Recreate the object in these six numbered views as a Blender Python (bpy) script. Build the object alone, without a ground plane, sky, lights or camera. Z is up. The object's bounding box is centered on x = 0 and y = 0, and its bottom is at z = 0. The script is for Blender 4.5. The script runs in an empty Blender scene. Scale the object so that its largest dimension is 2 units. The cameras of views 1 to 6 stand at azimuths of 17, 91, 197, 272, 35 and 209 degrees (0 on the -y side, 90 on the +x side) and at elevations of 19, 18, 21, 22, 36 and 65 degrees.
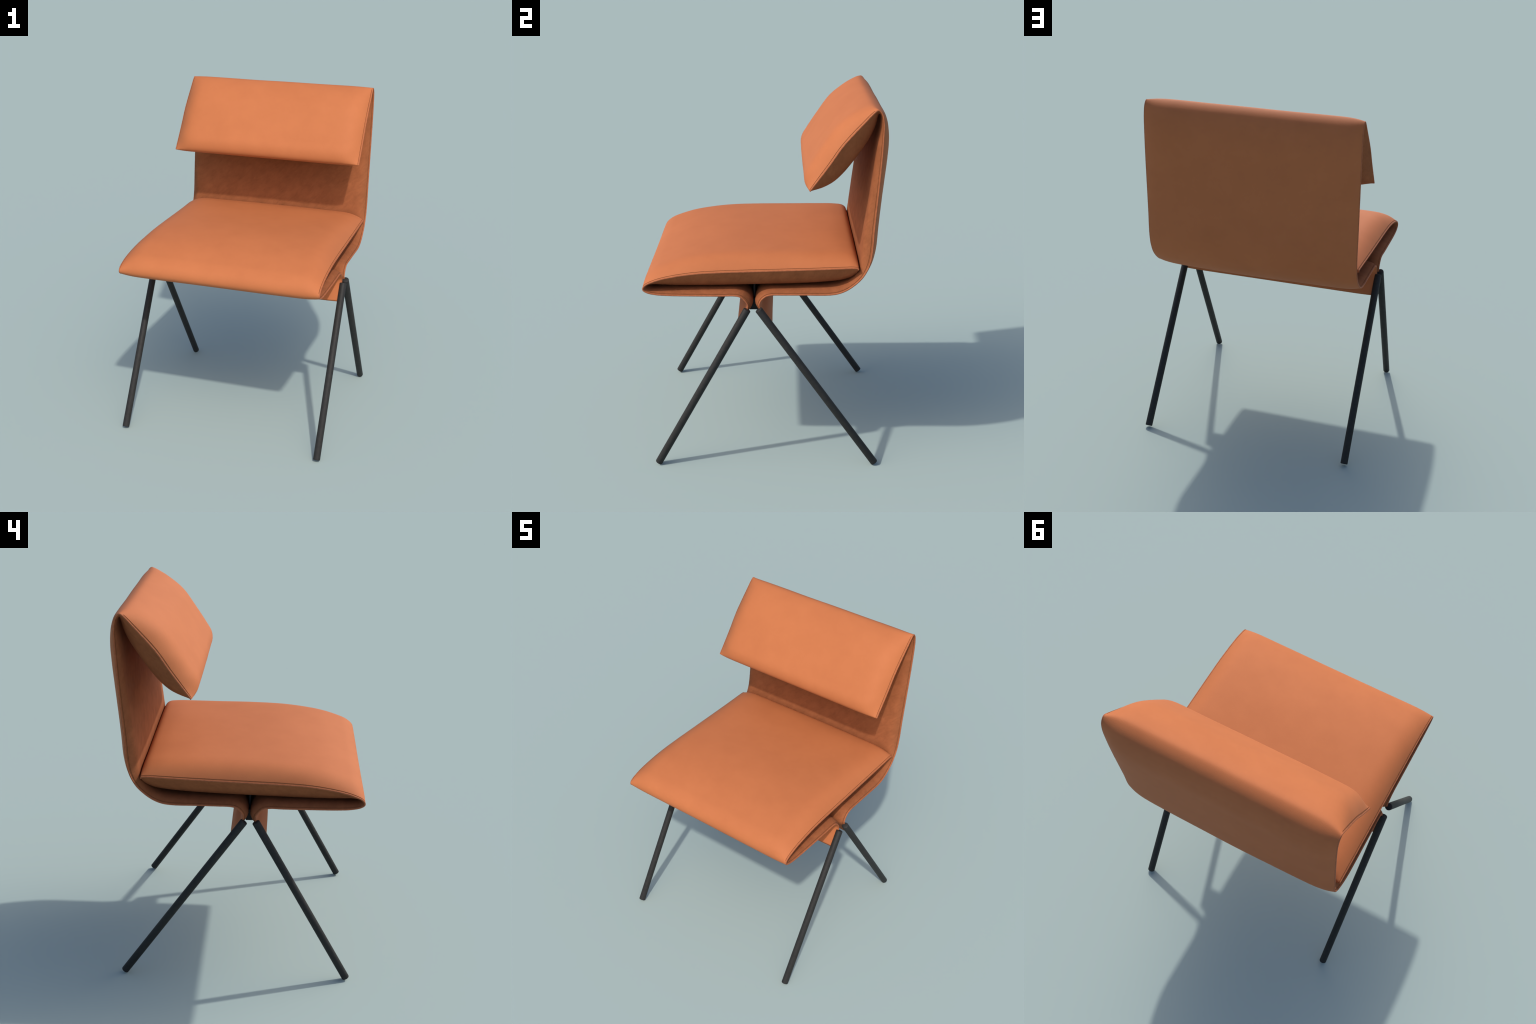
import bpy, math, random
from mathutils import Vector, noise

random.seed(4)

# ------------------------------------------------------------------ materials
def new_material(name):
    m = bpy.data.materials.new(name)
    m.use_nodes = True
    nt = m.node_tree
    return m, nt, nt.nodes["Principled BSDF"]

def node(nt, kind, **inputs):
    n = nt.nodes.new(kind)
    for k, v in inputs.items():
        n.inputs[k.replace("_", " ")].default_value = v
    return n

def leather_material():
    """Smooth tanned outer side: even orange with faint clouds and fine grain."""
    m, nt, bsdf = new_material("orange_leather")
    tc = node(nt, "ShaderNodeTexCoord")
    cloud = node(nt, "ShaderNodeTexNoise", Scale=5.5, Detail=5.0, Roughness=0.62)
    grain = node(nt, "ShaderNodeTexNoise", Scale=150.0, Detail=4.0, Roughness=0.65)
    pores = node(nt, "ShaderNodeTexVoronoi", Scale=230.0)
    for n in (cloud, grain, pores):
        nt.links.new(tc.outputs["Object"], n.inputs["Vector"])
    ramp = node(nt, "ShaderNodeValToRGB")
    ramp.color_ramp.elements[0].position = 0.30
    ramp.color_ramp.elements[0].color = LEATHER_DARK
    ramp.color_ramp.elements[1].position = 0.70
    ramp.color_ramp.elements[1].color = LEATHER_LIGHT
    mixf = node(nt, "ShaderNodeMath")
    mixf.operation = "MULTIPLY_ADD"
    nt.links.new(grain.outputs["Fac"], mixf.inputs[0])
    mixf.inputs[1].default_value = 0.34
    sub = node(nt, "ShaderNodeMath")
    sub.operation = "SUBTRACT"
    nt.links.new(cloud.outputs["Fac"], sub.inputs[0])
    sub.inputs[1].default_value = 0.17
    nt.links.new(sub.outputs[0], mixf.inputs[2])
    nt.links.new(mixf.outputs[0], ramp.inputs["Fac"])
    nt.links.new(ramp.outputs["Color"], bsdf.inputs["Base Color"])
    height = node(nt, "ShaderNodeMath")
    height.operation = "ADD"
    nt.links.new(grain.outputs["Fac"], height.inputs[0])
    nt.links.new(pores.outputs["Distance"], height.inputs[1])
    bump = node(nt, "ShaderNodeBump", Strength=0.10, Distance=0.002)
    nt.links.new(height.outputs[0], bump.inputs["Height"])
    nt.links.new(bump.outputs["Normal"], bsdf.inputs["Normal"])
    bsdf.inputs["Roughness"].default_value = 0.72
    bsdf.inputs["Specular IOR Level"].default_value = 0.25
    return m

def suede_material():
    """Raw flesh side: browner, mottled, with short oblique nap streaks."""
    m, nt, bsdf = new_material("orange_suede")
    tc = node(nt, "ShaderNodeTexCoord")
    mp = node(nt, "ShaderNodeMapping")
    mp.vector_type = "TEXTURE"        # rotate first, then stretch: nap runs obliquely
    mp.inputs["Rotation"].default_value = (0.35, math.radians(-42), 0.3)
    mp.inputs["Scale"].default_value = (1 / 13.0, 1 / 30.0, 1 / 46.0)
    streak = node(nt, "ShaderNodeTexNoise", Scale=1.0, Detail=6.0, Roughness=0.7, Distortion=0.6)
    blotch = node(nt, "ShaderNodeTexNoise", Scale=14.0, Detail=5.0, Roughness=0.65)
    nt.links.new(tc.outputs["Object"], mp.inputs["Vector"])
    nt.links.new(mp.outputs["Vector"], streak.inputs["Vector"])
    nt.links.new(tc.outputs["Object"], blotch.inputs["Vector"])
    avg = node(nt, "ShaderNodeMath")
    avg.operation = "ADD"
    nt.links.new(streak.outputs["Fac"], avg.inputs[0])
    nt.links.new(blotch.outputs["Fac"], avg.inputs[1])
    half = node(nt, "ShaderNodeMath")
    half.operation = "MULTIPLY"
    nt.links.new(avg.outputs[0], half.inputs[0])
    half.inputs[1].default_value = 0.5
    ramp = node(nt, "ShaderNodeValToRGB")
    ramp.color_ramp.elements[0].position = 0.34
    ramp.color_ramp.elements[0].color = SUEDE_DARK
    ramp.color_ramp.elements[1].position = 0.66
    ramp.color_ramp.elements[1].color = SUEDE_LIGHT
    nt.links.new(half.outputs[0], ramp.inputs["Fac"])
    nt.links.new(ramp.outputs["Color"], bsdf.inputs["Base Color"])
    bump = node(nt, "ShaderNodeBump", Strength=0.35, Distance=0.004)
    nt.links.new(avg.outputs[0], bump.inputs["Height"])
    nt.links.new(bump.outputs["Normal"], bsdf.inputs["Normal"])
    bsdf.inputs["Roughness"].default_value = 0.9
    bsdf.inputs["Specular IOR Level"].default_value = 0.15
    return m

def plain_material(name, dark, light, rough, spec):
    m, nt, bsdf = new_material(name)
    tc = node(nt, "ShaderNodeTexCoord")
    n = node(nt, "ShaderNodeTexNoise", Scale=60.0, Detail=4.0)
    nt.links.new(tc.outputs["Object"], n.inputs["Vector"])
    ramp = node(nt, "ShaderNodeValToRGB")
    ramp.color_ramp.elements[0].position = 0.35
    ramp.color_ramp.elements[0].color = dark
    ramp.color_ramp.elements[1].position = 0.65
    ramp.color_ramp.elements[1].color = light
    nt.links.new(n.outputs["Fac"], ramp.inputs["Fac"])
    nt.links.new(ramp.outputs["Color"], bsdf.inputs["Base Color"])
    bsdf.inputs["Roughness"].default_value = rough
    bsdf.inputs["Specular IOR Level"].default_value = spec
    return m

LEATHER_DARK = (0.440, 0.136, 0.0475, 1)
LEATHER_LIGHT = (0.470, 0.148, 0.0525, 1)
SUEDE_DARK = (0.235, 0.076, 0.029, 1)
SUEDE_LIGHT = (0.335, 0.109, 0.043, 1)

LEATHER = leather_material()
SUEDE = suede_material()
PIPING = plain_material("edge_paint", (0.33, 0.10, 0.04, 1), (0.40, 0.125, 0.05, 1), 0.7, 0.25)
THREAD = plain_material("brown_thread", (0.16, 0.053, 0.021, 1), (0.21, 0.07, 0.027, 1), 0.85, 0.1)
STEEL = plain_material("powder_coated_steel", (0.021, 0.0205, 0.020, 1), (0.026, 0.0255, 0.025, 1), 0.60, 0.22)
BLACK = plain_material("black_frame_paint", (0.010, 0.010, 0.011, 1), (0.014, 0.014, 0.015, 1), 0.6, 0.3)

# ------------------------------------------------------------------ hierarchy
chair = bpy.data.objects.new("lounge_chair", None)
bpy.context.collection.objects.link(chair)
chair["label"] = "orange leather folded-sling lounge chair on four thin black legs"
chair["category"] = "chair"

def add_mesh(name, verts, faces, mats, face_mats=None, normals=None, smooth=True, parent=chair):
    me = bpy.data.meshes.new(name)
    me.from_pydata(verts, [], faces)
    for m in mats:
        me.materials.append(m)
    if face_mats:
        me.polygons.foreach_set("material_index", face_mats)
    me.polygons.foreach_set("use_smooth", [smooth] * len(faces))
    me.update()
    if normals:
        me.normals_split_custom_set_from_vertices(normals)
    ob = bpy.data.objects.new(name, me)
    bpy.context.collection.objects.link(ob)
    ob.parent = parent
    return ob

# ------------------------------------------------------------------ upholstery
# Both halves are one padded sheet folded in the y-z plane and drawn out along x.
# Each station of the fold: edge line at the pinched side seam (y, z), then the outer
# and the inner face of the padding in the middle of the width.
HALF_WIDTH = 0.595
EDGE_THICKNESS = 0.0065

SEAT_FOLD = [
    # cushion, from the rear edge forward
    (0.497, 1.146,  0.503, 1.150,  0.502, 1.126),
    (0.494, 1.155,  0.495, 1.180,  0.493, 1.102),
    (0.470, 1.157,  0.474, 1.200,  0.468, 1.080),
    (0.420, 1.155,  0.420, 1.210,  0.420, 1.063),
    (0.300, 1.150,  0.300, 1.213,  0.300, 1.049),
    (0.150, 1.145,  0.150, 1.213,  0.150, 1.041),
    (-0.050, 1.139, -0.050, 1.213, -0.050, 1.036),
    (-0.220, 1.134, -0.220, 1.208, -0.220, 1.032),
    (-0.360, 1.126, -0.350, 1.193, -0.360, 1.031),
    (-0.470, 1.111, -0.450, 1.174, -0.470, 1.033),
    (-0.550, 1.094, -0.535, 1.147, -0.545, 1.039),
    (-0.600, 1.077, -0.595, 1.121, -0.590, 1.046),
    (-0.630, 1.062, -0.632, 1.087, -0.613, 1.051),
    # nose, where the sheet turns under
    (-0.642, 1.046, -0.645, 1.055, -0.620, 1.046),
    (-0.640, 1.034, -0.643, 1.030, -0.616, 1.041),
    # underside
    (-0.622, 1.022, -0.624, 1.010, -0.602, 1.036),
    (-0.580, 1.012, -0.580, 0.997, -0.570, 1.032),
    (-0.520, 1.007, -0.520, 0.991, -0.520, 1.029),
    (-0.360, 1.004, -0.360, 0.988, -0.360, 1.027),
    (-0.230, 1.003, -0.230, 0.988, -0.230, 1.027),
    (-0.160, 1.004, -0.168, 0.988, -0.146, 1.027),
    # bend down to the apron that runs along the front legs
    (-0.127, 0.997, -0.138, 0.982, -0.102, 1.013),
    (-0.103, 0.976, -0.115, 0.963, -0.070, 0.985),
    (-0.088, 0.951, -0.100, 0.945, -0.058, 0.957),
    (-0.090, 0.928, -0.100, 0.922, -0.066, 0.928),
    (-0.111, 0.889, -0.121, 0.884, -0.096, 0.896),
    (-0.144, 0.829, -0.146, 0.827, -0.141, 0.831),
]
BACK_FOLD = [
    # cushion, from the lower lip up to the crest
    (0.238, 1.574,  0.230, 1.572,  0.238, 1.568),
    (0.243, 1.581,  0.218, 1.583,  0.262, 1.565),
    (0.262, 1.606,  0.210, 1.606,  0.300, 1.571),
    (0.300, 1.657,  0.215, 1.650,  0.355, 1.596),
    (0.345, 1.719,  0.245, 1.703,  0.408, 1.642),
    (0.402, 1.803,  0.302, 1.790,  0.483, 1.737),
    (0.460, 1.871,  0.374, 1.890,  0.547, 1.835),
    (0.507, 1.922,  0.434, 1.941,  0.574, 1.895),
    (0.552, 1.971,  0.501, 1.982,  0.583, 1.938),
    (0.576, 1.990,  0.552, 2.000,  0.587, 1.957),
    # crest and back panel
    (0.590, 1.982,  0.583, 1.991,  0.592, 1.958),
    (0.602, 1.960,  0.614, 1.966,  0.595, 1.940),
    (0.608, 1.920,  0.633, 1.923,  0.594, 1.908),
    (0.609, 1.880,  0.642, 1.875,  0.590, 1.870),
    (0.607, 1.820,  0.645, 1.820,  0.583, 1.820),
    (0.603, 1.740,  0.640, 1.740,  0.575, 1.740),
    (0.594, 1.610,  0.625, 1.610,  0.562, 1.610),
    (0.575, 1.370,  0.599, 1.370,  0.533, 1.370),
    (0.567, 1.240,  0.589, 1.237,  0.519, 1.245),
    (0.553, 1.171,  0.571, 1.164,  0.511, 1.185),
    (0.524, 1.112,  0.536, 1.102,  0.501, 1.134),
    (0.487, 1.071,  0.496, 1.058,  0.472, 1.091),
    # underside behind the frame
    (0.435, 1.033,  0.441, 1.018,  0.428, 1.058),
    (0.375, 1.012,  0.380, 0.997,  0.370, 1.040),
    (0.200, 1.009,  0.200, 0.990,  0.200, 1.033),
    (0.100, 1.009,  0.100, 0.990,  0.100, 1.030),
    (0.042, 1.008,  0.050, 0.991,  0.030, 1.028),
    # bend down to the apron that runs along the rear legs
    (0.010, 1.000,  0.021, 0.986, -0.012, 1.014),
    (-0.016, 0.977, -0.005, 0.966, -0.041, 0.985),
    (-0.026, 0.952, -0.015, 0.946, -0.051, 0.957),
    (-0.021, 0.930, -0.011, 0.924, -0.042, 0.930),
    (0.002, 0.888,  0.019, 0.883, -0.010, 0.894),
    (0.039, 0.823,  0.043, 0.822,  0.036, 0.826),
]
# extra broad swelling of the outer face, largest in the middle of the width: (station, metres)
SEAT_SWELL = [(0, 0.0), (2, 0.006), (8, 0.006), (11, 0.0), (14, 0.0), (17, 0.004), (20, 0.004), (23, 0.0)]
BACK_SWELL = [(13, 0.0), (15, 0.004), (16, 0.012), (17, 0.020), (18, 0.016), (19, 0.010), (20, 0.007), (21, 0.008), (22, 0.009), (23, 0.008), (24, 0.005), (27, 0.002), (29, 0.0)]
SEAT_INNER_SWELL = [(0, 0.0), (26, 0.0)]
BACK_INNER_SWELL = [(13, 0.0), (15, 0.008), (17, 0.012), (18, 0.013), (19, 0.008), (21, 0.0)]
SEAT_SHELL_START, BACK_SHELL_START = 14, 10     # from here on the sheet is a thin padded shell
SUB = 6

def catmull(points, sub):
    """Centripetal-ish Catmull-Rom through points of any dimension."""
    out = []
    n = len(points)
    for i in range(n - 1):
        p1, p2 = points[i], points[i + 1]
        p0 = points[i - 1] if i else [2 * a - b for a, b in zip(p1, p2)]
        p3 = points[i + 2] if i + 2 < n else [2 * b - a for a, b in zip(p1, p2)]
        def dist(a, b):
            return max(1e-5, math.dist(a, b) ** 0.5)
        d1, d2, d3 = dist(p0, p1), dist(p1, p2), dist(p2, p3)
        for s in range(sub):
            t = s / sub
            row = []
            for a, b, c, d in zip(p0, p1, p2, p3):
                m1 = (b - a) / d1 - (c - a) / (d1 + d2) + (c - b) / d2
                m2 = (c - b) / d2 - (d - b) / (d2 + d3) + (d - c) / d3
                m1 *= d2
                m2 *= d2
                row.append((2 * t**3 - 3 * t**2 + 1) * b + (t**3 - 2 * t**2 + t) * m1
                           + (-2 * t**3 + 3 * t**2) * c + (t**3 - t**2) * m2)
            out.append(row)
    out.append(list(points[-1]))
    return out

def puff(x, reach=0.165, power=3.2):
    """0 at the pinched side seam, quickly 1 inside, with a slight dome."""
    d = HALF_WIDTH - abs(x)
    q = min(1.0, d / reach)
    quick = 1 - (1 - q) ** power
    dome = 1 - (x / HALF_WIDTH) ** 2
    return 0.97 * quick + 0.03 * dome ** 0.8

def width_stations():
    ds = [0.0, 0.003, 0.007, 0.013, 0.020, 0.029, 0.040, 0.053, 0.068, 0.085, 0.105, 0.13]
    side = [HALF_WIDTH - d for d in ds]
    inner = [side[-1] * (1 - i / 14) for i in range(1, 15)]
    pos = side + inner
    return [-x for x in pos] + [x for x in reversed(pos[:-1])]

def swell_at(table, i):
    s = i / SUB
    for (a, va), (b, vb) in zip(table, table[1:]):
        if a <= s <= b:
            return va + (vb - va) * (s - a) / (b - a)
    return 0.0

def build_fold(fold, regions, swell, inner_swell, shell_start, flip):
    """regions: list of (name, first_station, last_station)."""
    fine = catmull(fold, SUB)
    # the edge line alone gives the normal along which the seam has its small thickness
    edge = [Vector((r[0], r[1])) for r in fine]
    rows = []
    for i, r in enumerate(fine):
        a, b = edge[max(0, i - 1)], edge[min(len(edge) - 1, i + 1)]
        t = (b - a).normalized()
        nrm = Vector((t.y, -t.x)) * (-1 if flip else 1)
        mo, mi = Vector((r[2], r[3])), Vector((r[4], r[5]))
        taper = 0.45 if i in (0, len(fine) - 1) else 1.0
        eo = edge[i] + nrm * EDGE_THICKNESS * 0.5 * taper
        ei = edge[i] - nrm * EDGE_THICKNESS * 0.5 * taper
        rows.append((eo, ei, mo, mi))
    xs = width_stations()
    nx, ns = len(xs), len(rows)
    verts = []
    for layer in (0, 1):
        for j, x in enumerate(xs):
            p_soft, p_lower, p_shell = puff(x), puff(x, 0.10, 2.3), puff(x, 0.06, 2.6)
            for i, (eo, ei, mo, mi) in enumerate(rows):
                e, m = (eo, mo) if layer == 0 else (ei, mi)
                p = p_soft
                if layer == 1:
                    k = min(1.0, max(0.0, i / SUB - shell_start + 1.0))
                    p = p_lower + (p_shell - p_lower) * k
                q = e.lerp(m, p)
                w = 0.0022 * p * noise.noise(Vector((x * 3.1, q.x * 3.3, q.y * 3.3 + 7 * layer)))
                away = (eo - ei).normalized() * (1 if layer == 0 else -1)
                w += swell_at(swell if layer == 0 else inner_swell, i) * (1 - (x / HALF_WIDTH) ** 2) ** 0.8
                q = q + away * w
                verts.append((x, q.x, q.y))
    def vid(layer, j, i):
        return layer * nx * ns + j * ns + i
    faces, tags, mats = [], [], []
    def region_of(i):
        for k, (_, a, b) in enumerate(regions):
            if a * SUB <= i < b * SUB:
                return k
        return len(regions) - 1
    def put(f, k, m, rev):
        faces.append(tuple(reversed(f)) if rev else tuple(f))
        tags.append(k)
        mats.append(m)
    for j in range(nx - 1):
        for i in range(ns - 1):
            k = region_of(i)
            put((vid(0, j, i), vid(0, j, i + 1), vid(0, j + 1, i + 1), vid(0, j + 1, i)), k, 0, flip)
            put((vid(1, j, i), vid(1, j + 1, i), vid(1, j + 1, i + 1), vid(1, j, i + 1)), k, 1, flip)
        put((vid(0, j, 0), vid(0, j + 1, 0), vid(1, j + 1, 0), vid(1, j, 0)), 0, 0, flip)
        e = ns - 1
        put((vid(0, j, e), vid(1, j, e), vid(1, j + 1, e), vid(0, j + 1, e)), len(regions) - 1, 0, flip)
    for i in range(ns - 1):
        k = region_of(i)
        put((vid(0, 0, i), vid(1, 0, i), vid(1, 0, i + 1), vid(0, 0, i + 1)), k, 0, flip)
        e = nx - 1
        put((vid(0, e, i), vid(0, e, i + 1), vid(1, e, i + 1), vid(1, e, i)), k, 0, flip)
    # whole-body normals, then split into named regions
    whole = bpy.data.meshes.new("whole")
    whole.from_pydata(verts, [], faces)
    whole.update()
    vn = [v.normal.copy() for v in whole.vertices]
    bpy.data.meshes.remove(whole)
    for k, (name, _, _) in enumerate(regions):
        remap, vs, nn, fs, fm = {}, [], [], [], []
        for f, t, m in zip(faces, tags, mats):
            if t != k:
                continue
            g = []
            for v in f:
                if v not in remap:
                    remap[v] = len(vs)
                    vs.append(verts[v])
                    nn.append(vn[v])
                g.append(remap[v])
            fs.append(g)
            fm.append(m)
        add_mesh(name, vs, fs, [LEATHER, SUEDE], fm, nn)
    # stitched seam line just inside the edge: on the top of the cushions, on the
    # inside of the shell
    inset = 0.0048
    p_in = puff(HALF_WIDTH - inset)
    for sx in (-1, 1):
        x = sx * (HALF_WIDTH - inset)
        first = [eo.lerp(mo, p_in) for eo, ei, mo, mi in rows[3:shell_start * SUB - 8]]
        tube("seam_thread", [Vector((x, q.x, q.y)) for q in first], 0.0015, THREAD, 6)
        p_sh = puff(HALF_WIDTH - inset, 0.06, 2.6)
        second = [ei.lerp(mi, p_sh) for eo, ei, mo, mi in rows[shell_start * SUB + 4:-2]]
        tube("seam_thread", [Vector((x, q.x, q.y)) for q in second], 0.0015, THREAD, 6)
    # piping along the two side seams
    for sx in (-1, 1):
        path = [Vector((sx * (HALF_WIDTH - 0.0005), e.x, e.y)) for e in edge]
        tube("piping", path, 0.0042, PIPING)

def tube(name, path, radius, mat, sides=10):
    verts, faces = [], []
    side = Vector((1, 0, 0))
    for i, p in enumerate(path):
        a, b = path[max(0, i - 1)], path[min(len(path) - 1, i + 1)]
        t = (b - a).normalized()
        up = t.cross(side).normalized()
        r = radius * (0.5 if i in (0, len(path) - 1) else 1)
        for s in range(sides):
            ang = 2 * math.pi * s / sides
            verts.append(p + side * r * math.cos(ang) + up * r * math.sin(ang))
    for i in range(len(path) - 1):
        for s in range(sides):
            s2 = (s + 1) % sides
            faces.append((i * sides + s, i * sides + s2, (i + 1) * sides + s2, (i + 1) * sides + s))
    faces.append(tuple(range(sides)))
    faces.append(tuple(reversed(range(len(verts) - sides, len(verts)))))
    return add_mesh(name, [tuple(v) for v in verts], faces, [mat])

build_fold(SEAT_FOLD, [("seat_cushion", 0, 13), ("seat_underside", 13, 21), ("front_apron", 21, 26)], SEAT_SWELL, SEAT_INNER_SWELL, SEAT_SHELL_START, False)
build_fold(BACK_FOLD, [("backrest_cushion", 0, 9), ("back_panel", 9, 22),
                       ("rear_underside", 22, 27), ("rear_apron", 27, 32)], BACK_SWELL, BACK_INNER_SWELL, BACK_SHELL_START, True)

# ------------------------------------------------------------------ legs
LEG_RADIUS = 0.0205
LEG_X = 0.605

def leg_mesh(length):
    """Round bar along -z from the origin, both ends with a small chamfer."""
    sides, c = 32, 0.004
    prof = [(LEG_RADIUS - c, 0), (LEG_RADIUS - c * 0.3, -c * 0.3), (LEG_RADIUS, -c),
            (LEG_RADIUS, -length * 0.5), (LEG_RADIUS, -length + c),
            (LEG_RADIUS - c * 0.3, -length + c * 0.3), (LEG_RADIUS - c, -length)]
    verts, faces = [], []
    for r, z in prof:
        for s in range(sides):
            a = 2 * math.pi * s / sides
            verts.append((r * math.cos(a), r * math.sin(a), z))
    for i in range(len(prof) - 1):
        for s in range(sides):
            s2 = (s + 1) % sides
            faces.append((i * sides + s, (i + 1) * sides + s, (i + 1) * sides + s2, i * sides + s2))
    faces.append(tuple(range(sides)))
    faces.append(tuple(reversed(range(len(verts) - sides, len(verts)))))
    me = bpy.data.meshes.new("leg")
    me.from_pydata(verts, [], faces)
    me.materials.append(STEEL)
    me.polygons.foreach_set("use_smooth", [len(f) == 4 for f in faces])
    me.update()
    me.set_sharp_from_angle(angle=math.radians(50))
    return me

def add_legs(top_y, top_z, foot_y):
    tilt = math.atan2(abs(foot_y - top_y), top_z)
    foot_z = LEG_RADIUS * math.sin(tilt) - 0.0013
    d = Vector((0, foot_y - top_y, foot_z - top_z))
    me = leg_mesh(d.length)
    for sx in (-1, 1):
        ob = bpy.data.objects.new("leg", me)
        ob.location = (sx * LEG_X, top_y, top_z)
        ob.rotation_euler = (math.atan2(d.y, -d.z), 0, 0)
        bpy.context.collection.objects.link(ob)
        ob.parent = chair

add_legs(-0.090, 0.929, -0.597)
add_legs(-0.030, 0.930, 0.611)

# ------------------------------------------------------------------ frame between the folds
def box(name, x, y0, y1, z0, z1, mat, bevel=0.003):
    vs = [(sx * x, y, z) for sx in (-1, 1) for y in (y0, y1) for z in (z0, z1)]
    fs = [(0, 1, 3, 2), (4, 6, 7, 5), (0, 4, 5, 1), (2, 3, 7, 6), (0, 2, 6, 4), (1, 5, 7, 3)]
    ob = add_mesh(name, vs, fs, [mat], smooth=False)
    md = ob.modifiers.new("round", "BEVEL")
    md.width = bevel
    md.segments = 2
    return ob

box("support_plate", 0.470, -0.060, -0.049, 0.950, 1.045, BLACK, 0.002)
box("support_beam", 0.500, -0.082, -0.034, 0.888, 0.952, BLACK, 0.003)
